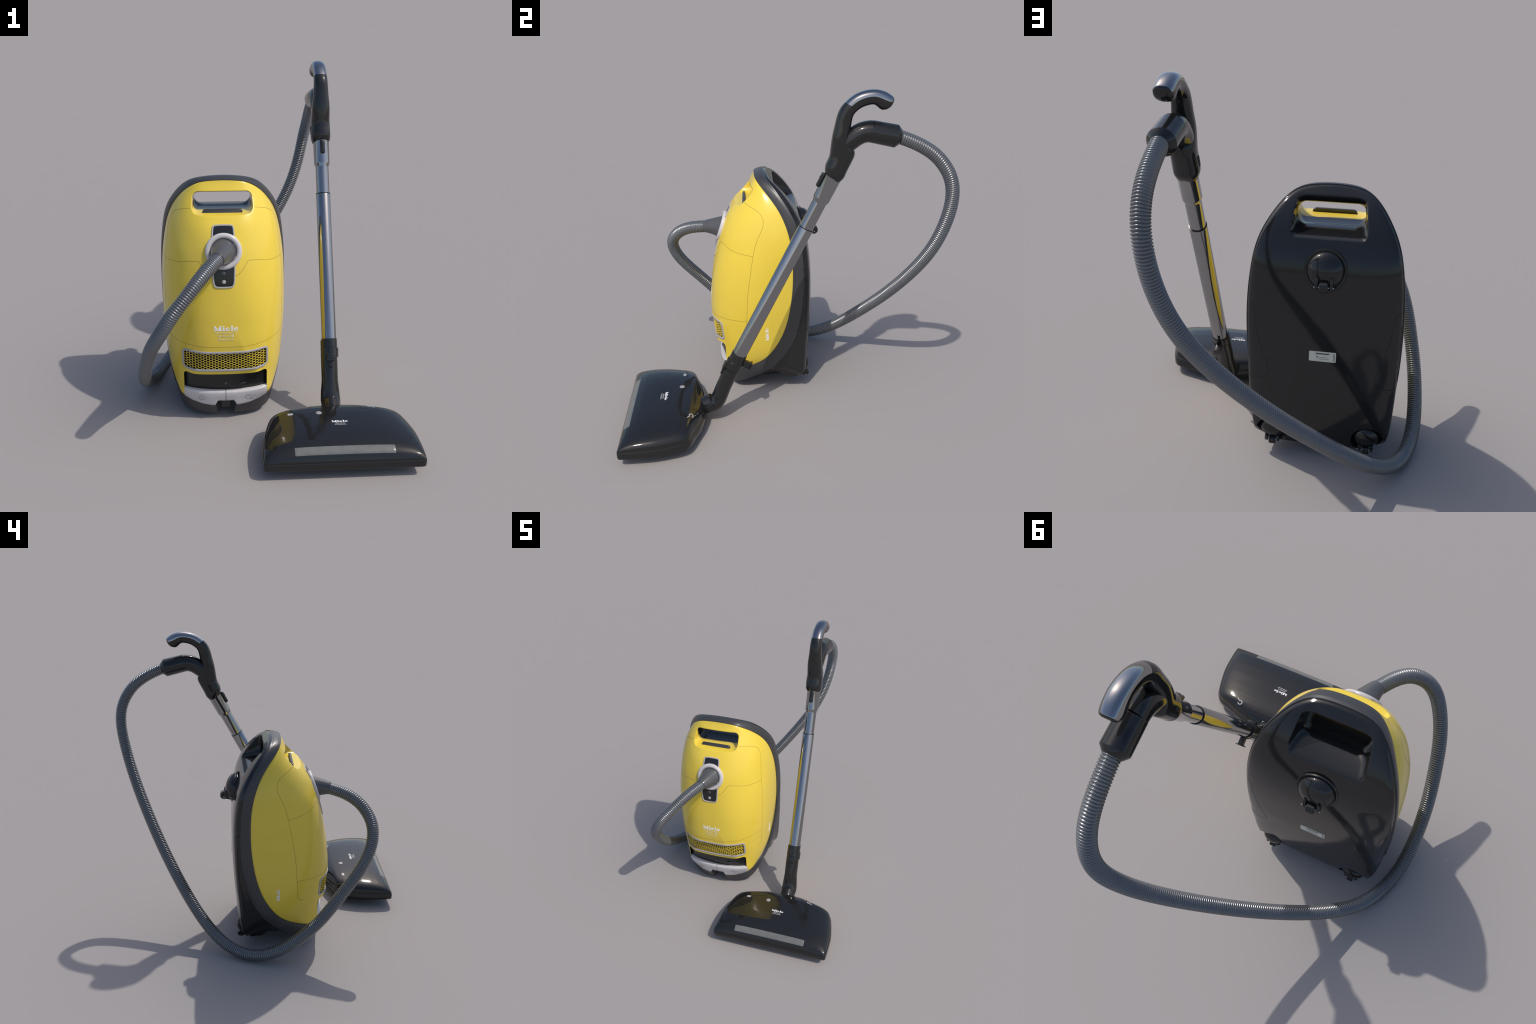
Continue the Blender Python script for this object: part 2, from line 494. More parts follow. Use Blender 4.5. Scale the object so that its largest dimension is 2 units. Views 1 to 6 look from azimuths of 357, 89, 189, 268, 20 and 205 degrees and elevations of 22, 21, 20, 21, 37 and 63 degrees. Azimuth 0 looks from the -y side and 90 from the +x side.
def split_part(name, slot, parent):
    vmap, vs, fs, nn = {}, [], [], []
    for p in cut.polygons:
        if p.material_index != slot:
            continue
        f = []
        for li in p.loop_indices:
            vi = cut.loops[li].vertex_index
            if vi not in vmap:
                vmap[vi] = len(vs); vs.append(tuple(cut.vertices[vi].co))
            f.append(vmap[vi]); nn.append(corner_n[li])
        fs.append(f)
    me = bpy.data.meshes.new(name)
    me.from_pydata(vs, [], fs)
    me.materials.append(BODY_MATS[slot])
    me.polygons.foreach_set("use_smooth", np.ones(len(me.polygons), dtype=bool))
    me.normals_split_custom_set(nn)
    return obj_from_mesh(name, me, parent)

BODY = split_part("front_shell", 0, ROOT)
split_part("bumper_band", 1, BODY)
REARSHELL = split_part("rear_shell", 2, ROOT)
split_part("grille_cavity", 3, BODY)
split_part("front_recess", 4, BODY)

# ------------------------------------------------------------------ things laid on surfaces
def ribbon(name, pts_normals, width, height, mat, parent, closed=False, sink=0.002, bevel=0.3):
    """strip with a flat-topped section following surface points"""
    P = [p for p, n in pts_normals]; N = [n for p, n in pts_normals]
    m = len(P); verts, faces = [], []
    sec = [(-.5, -1), (-.5, .55), (-.5 + bevel * .5, 1), (.5 - bevel * .5, 1), (.5, .55), (.5, -1)]
    for i in range(m):
        a = P[(i - 1) % m] if closed else P[max(i - 1, 0)]
        b = P[(i + 1) % m] if closed else P[min(i + 1, m - 1)]
        t = (b - a).normalized(); n = N[i].normalized(); s = t.cross(n).normalized()
        for u, h in sec:
            verts.append(P[i] + s * (u * width) + n * (h * height if h > 0 else -sink))
    q = len(sec)
    for i in range(m if closed else m - 1):
        j = (i + 1) % m
        for k in range(q):
            k2 = (k + 1) % q
            faces.append((i * q + k, i * q + k2, j * q + k2, j * q + k))
    if not closed:
        faces.append(tuple(range(q))); faces.append(tuple(range((m - 1) * q, m * q)))
    return mk(name, verts, faces, mat, parent, 40)

def front_line(pts, n=80, closed=False, smooth=False):
    o = cubic(pts, n, closed) if smooth else resample(pts, n, closed)
    return [on_front(x, z) for x, z in o]
def side_line(pts, sx, n=80):
    return [on_side(y, z, sx) for y, z in cubic(pts, n)]

def seam(name, pn, mat, parent, w=0.0027, closed=False):
    return ribbon(name, pn, w, 0.0005, mat, parent, closed, sink=.0015, bevel=.6)

def dx_where(y, z):
    """half width of the front surface at depth y and height z"""
    ds = np.linspace(.10, .37, 200)
    return float(ds[int(np.argmin([abs(on_front(CX + d, z)[0].y - y) for d in ds]))])
# lid seams on the yellow shell: groove shadow drawn as thin darker strips
for sx in (-1, 1):
    X = lambda d: CX + sx * d
    seam("panel_seam", side_line([(-.205, 1.255), (-.152, 1.232), (-.118, 1.210), (-.102, 1.185), (-.099, 1.160), (-.107, 1.125), (-.14, 1.057), (-.172, .955), (-.200, .81), (-.220, .69), (-.235, .52)], sx, 120), SEAM, BODY)
    seam("panel_seam", side_line([(-.235, .52), (-.242, .45), (-.243, .40), (-.255, .378), (-.29, .37)], sx, 50), SEAM, BODY, .0028)
    seam("panel_seam", front_line([(X(dx_where(-.172, .955)), .955), (X(.29), .966), (X(.25), .975), (X(.20), .992), (X(.150), 1.000), (X(.136), .998), (X(.126), .985), (X(.108), .955), (X(.085), .932), (X(.062), .922)], 90), SEAM, BODY)
    seam("panel_seam", front_line([(X(dx_where(-.235, .520)), .520), (X(.24), .517), (X(.12), .514), (CX, .514)], 80), SEAM, BODY)
    # rear shell side panels with a slot
    seam("side_panel_seam", side_line([(.118, .870), (.14, .868), (.163, .860), (.170, .83), (.172, .65), (.168, .50), (.158, .455), (.14, .447), (.085, .445)], sx, 90), SEAMK, REARSHELL)
    ribbon("side_slot", side_line([(.150, .80), (.147, .70), (.140, .58), (.128, .49)], sx, 50), .006, .0006, SEAMK, REARSHELL)
    seam("side_panel_seam", side_line([(.078, .445), (.12, .46), (.15, .458)], sx, 20), SEAMK, REARSHELL)
    seam("side_panel_seam", side_line([(-.04, .235), (.02, .19), (.075, .150)], sx, 24), SEAMK, REARSHELL)

# grille: frame and hexagonal mesh
fr = rounded_rect(2 * GR_X + .012, GR_Z1 - GR_Z0 + .012, .022, 8, CX, (GR_Z0 + GR_Z1) / 2)
ribbon("grille_frame", front_line(fr, 220, True), .0135, .004, SILVER, BODY, True, bevel=.5)
def hex_grille():
    R = 0.0110; colp, rowp = 0.0165, 0.0166
    hole = 0.83
    bx, bz0, bz1 = GR_X + .004, GR_Z0 - .004, GR_Z1 + .004
    verts, faces = [], []
    ncol = int(2 * bx / colp) + 2
    for c in range(-ncol // 2, ncol // 2 + 1):
        for r in range(-1, 8):
            x0 = c * colp; z0 = bz0 + (r + (0.5 if c % 2 else 0)) * rowp
            out = []
            for k in range(6):
                a = math.radians(60 * k)
                out.append((x0 + colp / 1.5 * math.cos(a), z0 + rowp / 1.732 * math.sin(a)))
            inn = [(x0 + hole * (px - x0) * 1.0, z0 + hole * (pz - z0)) for px, pz in out]
            if x0 < -bx + .006 or x0 > bx - .006 or z0 < bz0 + .001 or z0 > bz1 - .001:
                continue
            cl = lambda p: (min(max(p[0], -bx), bx), min(max(p[1], bz0), bz1))
            base = len(verts)
            for lst, dd in ((out, 0.0), (inn, 0.0), (inn, .0025), (out, .0025)):
                for p in lst:
                    p = cl(p)
                    s, nrm = on_front(CX + p[0], p[1])
                    verts.append(s - nrm * (.003 + dd))
            for k in range(6):
                k2 = (k + 1) % 6
                faces.append((base + k, base + k2, base + 6 + k2, base + 6 + k))
                faces.append((base + 6 + k, base + 6 + k2, base + 12 + k2, base + 12 + k))
    o = mk("grille_mesh", verts, faces, YELLOW, BODY, 30)
    o["kind"] = "stuff"
hex_grille()

# control panel behind the hose socket
pf = [(CX + sx * w, z) for sx, seq in ((1, 1), (-1, -1)) for w, z in ([(.044, 1.182), (.053, 1.178), (.057, 1.168), (.061, 1.08), (.0615, 1.0), (.0585, .91), (.056, .885), (.048, .868), (.03, .863)][::seq])]
pfc = cubic(pf, 160, True)
ribbon("control_frame", [on_front(x, z) for x, z in pfc], .009, .005, SILVER, BODY, True, bevel=.5)
def patch(name, outline, mat, parent, lift, rings=16, proj=on_front):
    o = resample(outline, 72, True); c = o.mean(0); vs, fs = [], []
    for j in range(rings):
        s = 1 - max(j - 1, 0) / (rings - 1)
        for a, b in o:
            p, n = proj(c[0] + (a - c[0]) * s, c[1] + (b - c[1]) * s)
            vs.append(p + n * (lift if j > 1 else (lift * .9 if j else -.0005)))
    for j in range(rings - 1):
        for k in range(72):
            k2 = (k + 1) % 72
            fs.append((j * 72 + k, j * 72 + k2, (j + 1) * 72 + k2, (j + 1) * 72 + k))
    p, n = proj(*c); vs.append(p + n * lift)
    for k in range(72):
        fs.append(((rings - 1) * 72 + k, (rings - 1) * 72 + (k + 1) % 72, len(vs) - 1))
    return mk(name, vs, fs, mat, parent, 60)
patch("control_panel", [(x, z) for x, z in pfc], BLACK, BODY, .0015)
seam("control_panel_seam", front_line([(CX - .052, .925), (CX, .922), (CX + .052, .925)], 24), SEAMK, BODY, .003)
p, n = on_front(CX, .939); revolve("control_button", [(.010, -.002), (.010, .002), (.006, .004), (0, .0045)], p, n, GREY, BODY, 24)
p, n = on_front(CX, .893); 
revolve("release_button", [(.011, -.002), (.011, .003), (.007, .005), (0, .0055)], p, n, SILVER, BODY, 24)

# hose socket: ring, swivel cone
RN = V((0, -.940, .341)).normalized(); RC = V((CX + .001, on_front(CX, 1.055)[0].y, 1.055)) - RN * .004
prof = [(.066, .000), (.070, .001)]
for i in range(13):
    a = math.pi * (1 - i / 12)
    prof.append((.0870 + .0150 * math.cos(a), .004 + .012 * math.sin(a)))
prof.append((.102, -.03))
revolve("hose_socket_ring", prof, RC, RN, WHITE, BODY, 64, 60)
NZ_END = V((-.297, -.468, 1.046))
def swivel():
    sections = []
    e_dir = V((-.30, -.95, -.06)).normalized()
    N = 14
    for i in range(N + 1):
        u = i / N
        s = u * u * (3 - 2 * u)
        c = RC.lerp(NZ_END, u)
        d = RN.lerp(e_dir, s).normalized()
        r = .0745 * (1 - u) ** 1.0 + .0415 * u
        r -= .003 * math.sin(math.pi * u)
        sections.append((c, d, r))
    c, d, r = sections[-1]
    sections.append((c + d * .004, d, r - .002)); sections.append((c + d * .004, d, .030))
    vs, fs, S = [], [], 40
    c0, d0, r0 = sections[0]
    sections.insert(0, (c0 - d0 * .03, d0, r0))
    for c, d, r in sections:
        n = (V((1, 0, 0)) - d * d.x).normalized(); b = d.cross(n)
        for k in range(S):
            a = 2 * math.pi * k / S
            vs.append(c + n * r * math.cos(a) + b * r * math.sin(a))
    for j in range(len(sections) - 1):
        for k in range(S):
            k2 = (k + 1) % S
            fs.append((j * S + k, j * S + k2, (j + 1) * S + k2, (j + 1) * S + k))
    fs.append(tuple(range((len(sections) - 1) * S, len(sections) * S)))
    return mk("hose_swivel", vs, fs, GREY, ROOT, 40)
SWIVEL = swivel()
rbox("swivel_release_tab", (.036, .03, .006), RC + RN * .045 + V((-.004, 0, -.058)), (-.12, 0, .3), GREY, SWIVEL, .002)

# handle latch
def latch():
    o = rounded_rect(.226, .050, .020, 8); vs, fs = [], []; n = len(o)
    rows_ = [(.92, -.008), (1, -.005), (1, .005), (.92, .008)]
    for sc, d in rows_:
        for a, b in o:
            bow = -.012 * (1 - (a / .113) ** 2)
            vs.append((CX + a * (1 - (1 - sc) * .15), -.212 + bow + d + b * .25, 1.224 + b * sc))
    for j in range(len(rows_) - 1):
        for k in range(n):
            k2 = (k + 1) % n
            fs.append((j * n + k, j * n + k2, (j + 1) * n + k2, (j + 1) * n + k))
    fs.append(tuple(range(n))); fs.append(tuple(range((len(rows_) - 1) * n, len(rows_) * n)))
    return mk("lid_latch", vs, fs, BAND, BODY, 40)
latch()

# ------------------------------------------------------------------ text
def text_mesh(body, size, offset=0.0, xs=1.0):
    cu = bpy.data.curves.new("txt", "FONT"); cu.body = body; cu.size = size; cu.offset = offset
    cu.align_x = "CENTER"; cu.align_y = "CENTER"; cu.resolution_u = 3
    o = bpy.data.objects.new("txt", cu); bpy.context.scene.collection.objects.link(o)
    me = bpy.data.meshes.new_from_object(o.evaluated_get(bpy.context.evaluated_depsgraph_get()))
    v2 = [(v.co.x * xs, v.co.y) for v in me.vertices]; f = [tuple(p.vertices) for p in me.polygons]
    bpy.data.objects.remove(o); bpy.data.curves.remove(cu); bpy.data.meshes.remove(me)
    return v2, f
def laid(name, v2, f, place, mat, parent, lift=.0012):
    """thin raised print: top faces lifted, skirt down into the surface"""
    n = len(v2); top, bot = [], []
    for a, b in v2:
        p, nn = place(a, b)
        top.append(p + nn * lift); bot.append(p - nn * .001)
    edges = {}
    for fc in f:
        for i in range(len(fc)):
            e = (fc[i], fc[(i + 1) % len(fc)])
            edges[e] = 1
    fs = [tuple(fc) for fc in f]
    for a, b in edges:
        if (b, a) not in edges:
            fs.append((b, a, a + n, b + n))
    return mk(name, top + bot, fs, mat, parent, 0)
def slab_word(W, H):
    """bold slab-serif brand lettering built from bars and arcs, centred, width W and height H"""
    vs, fs = [], []
    def quad(x0, y0, x1, y1, sh=0.0):
        b = len(vs); vs.extend([(x0, y0), (x1, y0), (x1 + sh, y1), (x0 + sh, y1)]); fs.append((b, b + 1, b + 2, b + 3))
    def bowl(cx, cy, rx, ry, tx, ty, a0, a1, n=22):
        b = len(vs)
        for i in range(n + 1):
            a = math.radians(a0 + (a1 - a0) * i / n)
            vs.append((cx + rx * math.cos(a), cy + ry * math.sin(a)))
            vs.append((cx + (rx - tx) * math.cos(a), cy + (ry - ty) * math.sin(a)))
        for i in range(n):
            fs.append((b + 2 * i, b + 2 * i + 2, b + 2 * i + 3, b + 2 * i + 1))
    # M
    quad(0, 0, .20, .14); quad(.05, .14, .14, .86); quad(-.02, .86, .20, 1.0)
    quad(.32, .05, .46, .86, -.26); quad(.30, 0, .44, .10)
    quad(.36, .10, .50, .90, .22)
    quad(.56, .14, .76, 1.0); quad(.50, 0, .82, .14); quad(.70, .88, .82, 1.0)
    # i
    quad(.92, .14, 1.10, .66); quad(.88, 0, 1.16, .14); quad(.88, .56, .94, .68); bowl(1.01, .88, .11, .12, .10, .11, 0, 360)
    # e
    def e(x):
        bowl(x + .22, .34, .24, .35, .14, .10, 20, 320); quad(x + .06, .30, x + .44, .40)
    e(1.22)
    # l
    quad(1.82, .14, 2.00, 1.04); quad(1.76, 0, 2.06, .14); quad(1.76, .92, 1.84, 1.04)
    e(2.12)
    k = W / 2.58
    return [((x - 1.29) * k, (y - .5) * H) for x, y in vs], fs
place_front = lambda zc: (lambda a, b: on_front(CX + .007 + a, zc + b))
w2, wf = slab_word(.137, .028)
laid("brand_lettering", w2, wf, place_front(.628), PRINT, BODY)
for body, z, sz, ox in (("Complete C3", .601, .0195, 0.0), ("Brilliant", .581, .0185, -.012), ("PowerLine", .560, .0185, .0)):
    v2, f = text_mesh(body, sz, 0.0, 1.1)
    laid("model_lettering", v2, f, (lambda zc, o: (lambda a, b: on_front(CX + .005 + o + a, zc + b)))(z, ox), PRINT2, BODY)
circ = [(.0085 * math.cos(2 * math.pi * k / 20), .0085 * math.sin(2 * math.pi * k / 20)) for k in range(20)]
laid("model_badge", circ, [tuple(range(20))], lambda a, b: on_front(CX + .041 + a, .583 + b), PRINT2, BODY)
for sx in (-1, 1):
    w2, wf = slab_word(.088, .020)
    laid("brand_lettering", w2, wf, (lambda s: (lambda a, b: on_side(-.112 - s * b, .432 + a * 1.0, s)))(sx), PRINT, BODY)

# ------------------------------------------------------------------ foot pedals (front, white)
def pedal(sx):
    """curved bar over the recess; z limits vary with x: notch at the middle"""
    vs, fs = [], []
    NX, xs = 40, []
    rows = []
    for i in range(NX + 1):
        d = .0015 + (.2445 - .0015) * i / NX
        x = CX + sx * d
        zt = .200 + .012 * (d / .2445) ** 2
        zb = .096 + .036 * (d / .2445) ** 2
        t = min(max((d - .045) / .022, 0), 1); t = t * t * (3 - 2 * t)
        zb = (.132) * (1 - t) + zb * t
        base_top, nt_ = on_front(x, zt); base_bot, nb_ = on_front(x, max(zb, .137))
        sec = []
        H = zt - zb
        for u, dp in ((0, .045), (0, .016), (.02, .006), (.07, .000), (.16, -.003), (.5, -.003), (.8, -.003), (.95, -.002), (.99, .001), (1, .008), (1, .045)):
            z = zt - H * u
            p, _ = on_front(x, max(z, .128))
            sec.append((x, p.y + dp, z))
        rows.append(sec)
    q = len(rows[0])
    for r in rows:
        vs.extend(r)
    for i in range(NX):
        for k in range(q - 1):
            fs.append((i * q + k, i * q + k + 1, (i + 1) * q + k + 1, (i + 1) * q + k))
    fs.append(tuple(range(q))); fs.append(tuple(range(NX * q, (NX + 1) * q)))
    fs.extend([(i * q, (i + 1) * q, (i + 1) * q + q - 1, i * q + q - 1) for i in range(NX)])
    return mk("foot_pedal", vs, fs, WHITE, BODY, 40)
PEDALS = [pedal(-1), pedal(1)]
# symbols pressed on the pedals
def on_pedal(x, z):
    p, n = on_front(x, z); return (p + V((0, -.003, 0)), n)
def ring_symbol(cx, cz, r, a0, a1, n=36):
    return [on_pedal(cx + r * math.cos(math.radians(a0 + (a1 - a0) * i / n)), cz + r * .9 * math.sin(math.radians(a0 + (a1 - a0) * i / n))) for i in range(n + 1)]
ribbon("power_symbol", ring_symbol(CX - .141, .155, .019, 0, 359), .0032, .0006, PRINTG, PEDALS[0])
ribbon("power_symbol", [on_pedal(CX - .141, .155 - .012 + .024 * i / 6) for i in range(7)], .0035, .0006, PRINTG, PEDALS[0])
ribbon("cord_symbol", ring_symbol(CX + .135, .154, .019, 60, 320), .0032, .0006, PRINTG, PEDALS[1])
ribbon("cord_symbol", [on_pedal(CX + .125 + .05 * i / 6, .160) for i in range(7)], .0032, .0006, PRINTG, PEDALS[1])
ribbon("cord_symbol", [on_pedal(CX + .145 + .012 * i / 4, .142) for i in range(5)], .009, .0006, PRINTG, PEDALS[1])
# recess details
p, n = on_front(CX, .25)
revolve("recess_screw", [(.009, 0), (.009, .004), (.006, .005), (.004, .002), (0, .002)], p + V((0, .024, 0)), V((0, -1, .1)), GREY, BODY, 20)
p, n = on_front(CX + .102, .245)
rbox("recess_catch", (.032, .012, .009), p + V((0, .024, 0)), (0, 0, .25), GREY, BODY, .003)
# ------------------------------------------------------------------ casters and rear details
def caster(center, direction, dome_r, dome_h, wheel_r, wheel_w, parent, ring=True):
    d = V(direction).normalized(); c = V(center)
    prof = []
    for i in range(13):
        a = math.pi / 2 * i / 12
        prof.append((dome_r * math.cos(a) if i < 12 else 0.0, dome_h * math.sin(a)))
    prof.insert(0, (dome_r, -.03))
    o = revolve("caster_dome", prof, c, d, BLACK, parent, 48, 50)
    down = V((0, 0, -1)) - d * V((0, 0, -1)).dot(d); down.normalize()
    right = d.cross(down)
    rot = Matrix((right, d, -down)).transposed()
    w = c + d * (dome_h * .95) + down * (dome_r * .80)
    for s in (-1, 1):
        rbox("caster_fork", (.018, dome_h * 1.05, dome_r * .62), c + d * (dome_h * .52) + down * (dome_r * .62) + right * (s * (wheel_w / 2 + .013)), rot, BLACK, o, .005)
    revolve("caster_wheel", [(0, -wheel_w / 2), (wheel_r * .85, -wheel_w / 2), (wheel_r, -wheel_w * .4), (wheel_r, wheel_w * .4), (wheel_r * .85, wheel_w / 2), (0, wheel_w / 2)], w, right, DARK, o, 32, 30)
    revolve("caster_axle", [(0, -wheel_w / 2 - .026), (.0035, -wheel_w / 2 - .026), (.0035, wheel_w / 2 + .026), (0, wheel_w / 2 + .026)], w, right, STEEL, o, 12, 30)
    return o
p, n = on_back(CX, 1.055)
revolve("caster_socket_ring", [(.091, .003), (.096, .004), (.101, .0035), (.104, -.004)], p, n, BLACK, REARSHELL, 64, 50)
revolve("caster_socket_gap", [(.088, .001), (.0965, .0015), (.0965, -.004)], p, n, SEAMK, REARSHELL, 64, 50)
caster(p, n, .090, .055, .026, .042, REARSHELL)
for sx in (-1, 1):
    caster((CX + sx * .240, .105, .150), (0, .82, -.32), .066, .05, .021, .034, REARSHELL)
    # side foot between the wheels and the bumper
    prof2 = [(-.072, .150), (-.040, .128), (-.012, .103), (.070, .094), (.077, .150), (.03, .165), (-.06, .17)]
    vs = [(CX + sx * (w + (z - .1) * .10 * k), y, z) for k, w in ((0, .20), (1, .311), (1, .316)) for y, z in [(a + (.0 if w < .315 else (.002 if a < 0 else -.002)), b + (0 if w < .315 else .002)) for a, b in prof2]]
    m_ = len(prof2)
    fs = [tuple(range(m_)), tuple(range(2 * m_, 3 * m_))] + [(j * m_ + k, j * m_ + (k + 1) % m_, (j + 1) * m_ + (k + 1) % m_, (j + 1) * m_ + k) for j in range(2) for k in range(m_)]
    mk("side_foot", vs, fs, BLACK, REARSHELL, 25)
rbox("underside_plate", (.40, .34, .04), (CX, -.15, .075), (0, 0, 0), DARK, REARSHELL, .01)

# rating label
def on_back_off(x, z):
    return on_back(x, z)
patch("rating_label", rounded_rect(.131, .054, .004, 3, CX - .005, .616), LABEL, REARSHELL, .0015, 10, on_back)
for dx, dz, w, h in ((0, .016, .066, .007), (.026, -.002, .012, .009), (-.056, 0, .008, .04), (-.005, -.004, .04, .003), (-.005, -.013, .055, .003)):
    patch("label_print", rounded_rect(w, h, min(w, h) * .3, 2, CX - .005 + dx, .616 + dz), INK if w > .05 and dz > 0 else PRINTG, REARSHELL, .0024, 5, on_back)

# ================================================================== HOSE
HOSE_CTRL = [[0.354, 0.651, 1.707], [0.351, 0.803, 1.648], [0.352, 0.915, 1.541], [0.324, 0.975, 1.388], [0.291, 0.955, 1.21], [0.212, 0.897, 0.997], [0.064, 0.802, 0.787],
             [-0.121, 0.68, 0.569], [-0.319, 0.539, 0.365], [-0.491, 0.392, 0.183], [-0.628, 0.24, 0.064], [-0.705, 0.078, 0.024], [-0.744, -0.08, 0.070], [-0.749, -0.243, 0.178],
             [-0.733, -0.391, 0.317], [-0.699, -0.504, 0.47], [-0.663, -0.614, 0.601], [-0.604, -0.699, 0.725], [-0.537, -0.732, 0.848], [-0.447, -0.698, 0.95], [-0.362, -0.596, 1.031], [-0.297, -0.461, 1.044]]
def bspline(ctrl, n):
    c = np.array(ctrl); m = len(c); p = 3
    kn = np.r_[[0] * p, np.linspace(0, 1, m - p + 1), [1] * p]
    t = np.linspace(0, 1 - 1e-9, n)
    B = np.array([(kn[i] <= t) & (t < kn[i + 1]) for i in range(len(kn) - 1)], float)
    for k in range(1, p + 1):
        Q = np.zeros((len(kn) - 1 - k, n))
        for i in range(len(Q)):
            a = kn[i + k] - kn[i]; b = kn[i + k + 1] - kn[i + 1]
            if a > 0: Q[i] += (t - kn[i]) / a * B[i]
            if b > 0: Q[i] += (kn[i + k + 1] - t) / b * B[i + 1]
        B = Q
    return B.T @ c
hp = bspline(HOSE_CTRL, 1500)
length = float(np.sqrt((np.diff(hp, axis=0) ** 2).sum(1)).sum())
PITCH, PER = 0.0128, 8
nrib = int(length / PITCH)
hp = resample(hp, nrib * PER + 1)
prof = [0.0, .62, .93, 1.0, 1.0, .93, .62, 0.0]
rad = [.0340 + .0053 * prof[i % PER] for i in range(len(hp))]
HOSE_OBJ = sweep("hose", hp, rad, HOSE, ROOT, 28, True, 0)
HOSE_OBJ.data.polygons.foreach_set("use_smooth", np.ones(len(HOSE_OBJ.data.polygons), dtype=bool))

# ================================================================== HANDLE
def YZ(y, z, x=0.0): return V((WX + x, y, z))
ST = [  # outer (y,z), inner (y,z), half width in x, squareness
    ((.262, 1.508), (.328, 1.478), .0480), ((.249, 1.530), (.352, 1.502), .0575), ((.2475, 1.545), (.360, 1.520), .0600), ((.251, 1.572), (.378, 1.556), .0600),
    ((.265, 1.602), (.399, 1.596), .0585), ((.274, 1.625), (.411, 1.628), .0575), ((.278, 1.650), (.405, 1.655), .0565), ((.282, 1.680), (.388, 1.690), .0550), ((.291, 1.733), (.382, 1.735), .0520), ((.304, 1.783), (.391, 1.780), .0470),
    ((.315, 1.827), (.399, 1.818), .0440), ((.334, 1.873), (.412, 1.846), .0420), ((.364, 1.907), (.436, 1.866), .0410), ((.395, 1.932), (.455, 1.876), .0410),
    ((.428, 1.950), (.474, 1.882), .0415), ((.470, 1.962), (.495, 1.886), .0420), ((.519, 1.965), (.517, 1.884), .0430), ((.556, 1.958), (.537, 1.868), .0440),
    ((.588, 1.944), (.552, 1.857), .0445), ((.608, 1.930), (.572, 1.856), .0430), ((.617, 1.921), (.596, 1.866), .0370), ((.620, 1.911), (.611, 1.884), .0220)]
def handle():
    O = np.array([s[0] for s in ST]); I = np.array([s[1] for s in ST]); W = np.array([[s[2]] for s in ST])
    D = cubic(np.hstack([O, I, W]), 110, smooth=2)
    SEG = 40
    vs, fs, fm = [], [], []
    for row in D:
        o, i, w = row[:2], row[2:4], row[4]
        c = (o + i) / 2; half = np.linalg.norm(o - i) / 2; dr = (o - i) / (2 * half)
        for k in range(SEG):
            a = 2 * math.pi * k / SEG
            ca, sa = math.cos(a), math.sin(a)
            e = 2 / 2.4
            ox = w * math.copysign(abs(sa) ** e, sa); u = half * math.copysign(abs(ca) ** e, ca)
            vs.append((WX + ox, c[0] + dr[0] * u, c[1] + dr[1] * u))
    n = len(D)
    # grip cover begins where the outer line reaches its start point
    start = int(np.argmin(np.linalg.norm(D[:, :2] - np.array([.364, 1.907]), axis=1)))
    for j in range(n - 1):
        for k in range(SEG):
            k2 = (k + 1) % SEG
            fs.append((j * SEG + k, j * SEG + k2, (j + 1) * SEG + k2, (j + 1) * SEG + k))
            amid = (k + .5) / SEG * 360
            amid = min(amid, 360 - amid)
            fm.append(1 if (start <= j < n - 6 and amid < 82) else 0)
    fs.append(tuple(range(SEG))); fm.append(0)
    fs.append(tuple(range((n - 1) * SEG, n * SEG))); fm.append(0)
    return vs, fs, fm
hv, hf, hm = handle()
tmp = mk("handle_tmp", hv, hf, [BLACK, CHROME], None, 50, fm=hm)
cut = tmp.data; corner_n = [c.vector.copy() for c in cut.corner_normals]; BODY_MATS = [BLACK, CHROME]
HANDLE = split_part("handle", 0, ROOT)
split_part("grip_cover", 1, HANDLE)
bpy.data.objects.remove(tmp)
# elbow and hose sleeve
ep = cubic([(WX, .345, 1.660), (WX, .375, 1.690), (WX, .405, 1.714), (WX, .437, 1.733), (WX, .470, 1.7425), (WX, .504, 1.7435)], 28)
sweep("hose_elbow", ep, np.interp(np.linspace(0, 1, 28), [0, .3, 1], [.050, .0545, .0592]), BLACK, HANDLE, 40)
sd = V((0, .970, -.242))
s0 = V((WX, .5015, 1.7435))
revolve("hose_sleeve", [(0, -.004), (.0585, -.004), (.0603, -.002), (.0625, .136), (.0605, .140), (.041, .161), (.039, .163), (.034, .158), (0, .158)], s0, sd, BLACK, HANDLE, 40, 25, up=(1, 0, 0))
# wand lock
rbox("handle_lock_slot", (.004, .018, .05), (WX - .0595, .318, 1.572), (math.radians(-28), 0, 0), PIT, HANDLE, .0015)

# ================================================================== WAND
W0 = V((WX + .004, -.290, .440)); W1 = V((WX + .002, .2965, 1.5165)); WD = (W1 - W0).normalized(); WN = V((0, WD.z, -WD.y))   # WN points back-down
WL = (W1 - W0).length
def wz(z):  # distance along the wand for a given height
    return (z - W0.z) / WD.z
WAND = revolve("wand", [(0, -.02), (.0433, -.02), (.0433, wz(1.219) - .004), (.0418, wz(1.219)), (0, wz(1.219))], W0, WD, CHROME, ROOT, 56, 30, up=(1, 0, 0))
revolve("wand_joint_ring", [(.0420, wz(1.219)), (.0440, wz(1.219)), (.0440, wz(1.219) + .004), (.038, wz(1.219) + .005)], W0, WD, DARK, WAND, 56, 30, up=(1, 0, 0))
revolve("telescopic_tube", [(.0398, wz(1.21)), (.0398, wz(1.362)), (.040, wz(1.366)), (.0405, wz(1.369)), (.0465, wz(1.382)), (.0475, wz(1.388)), (.0485, WL - .012), (.0500, WL - .008), (.0500, WL), (.044, WL + .003)], W0, WD, CHROME, WAND, 56, 30, up=(1, 0, 0))
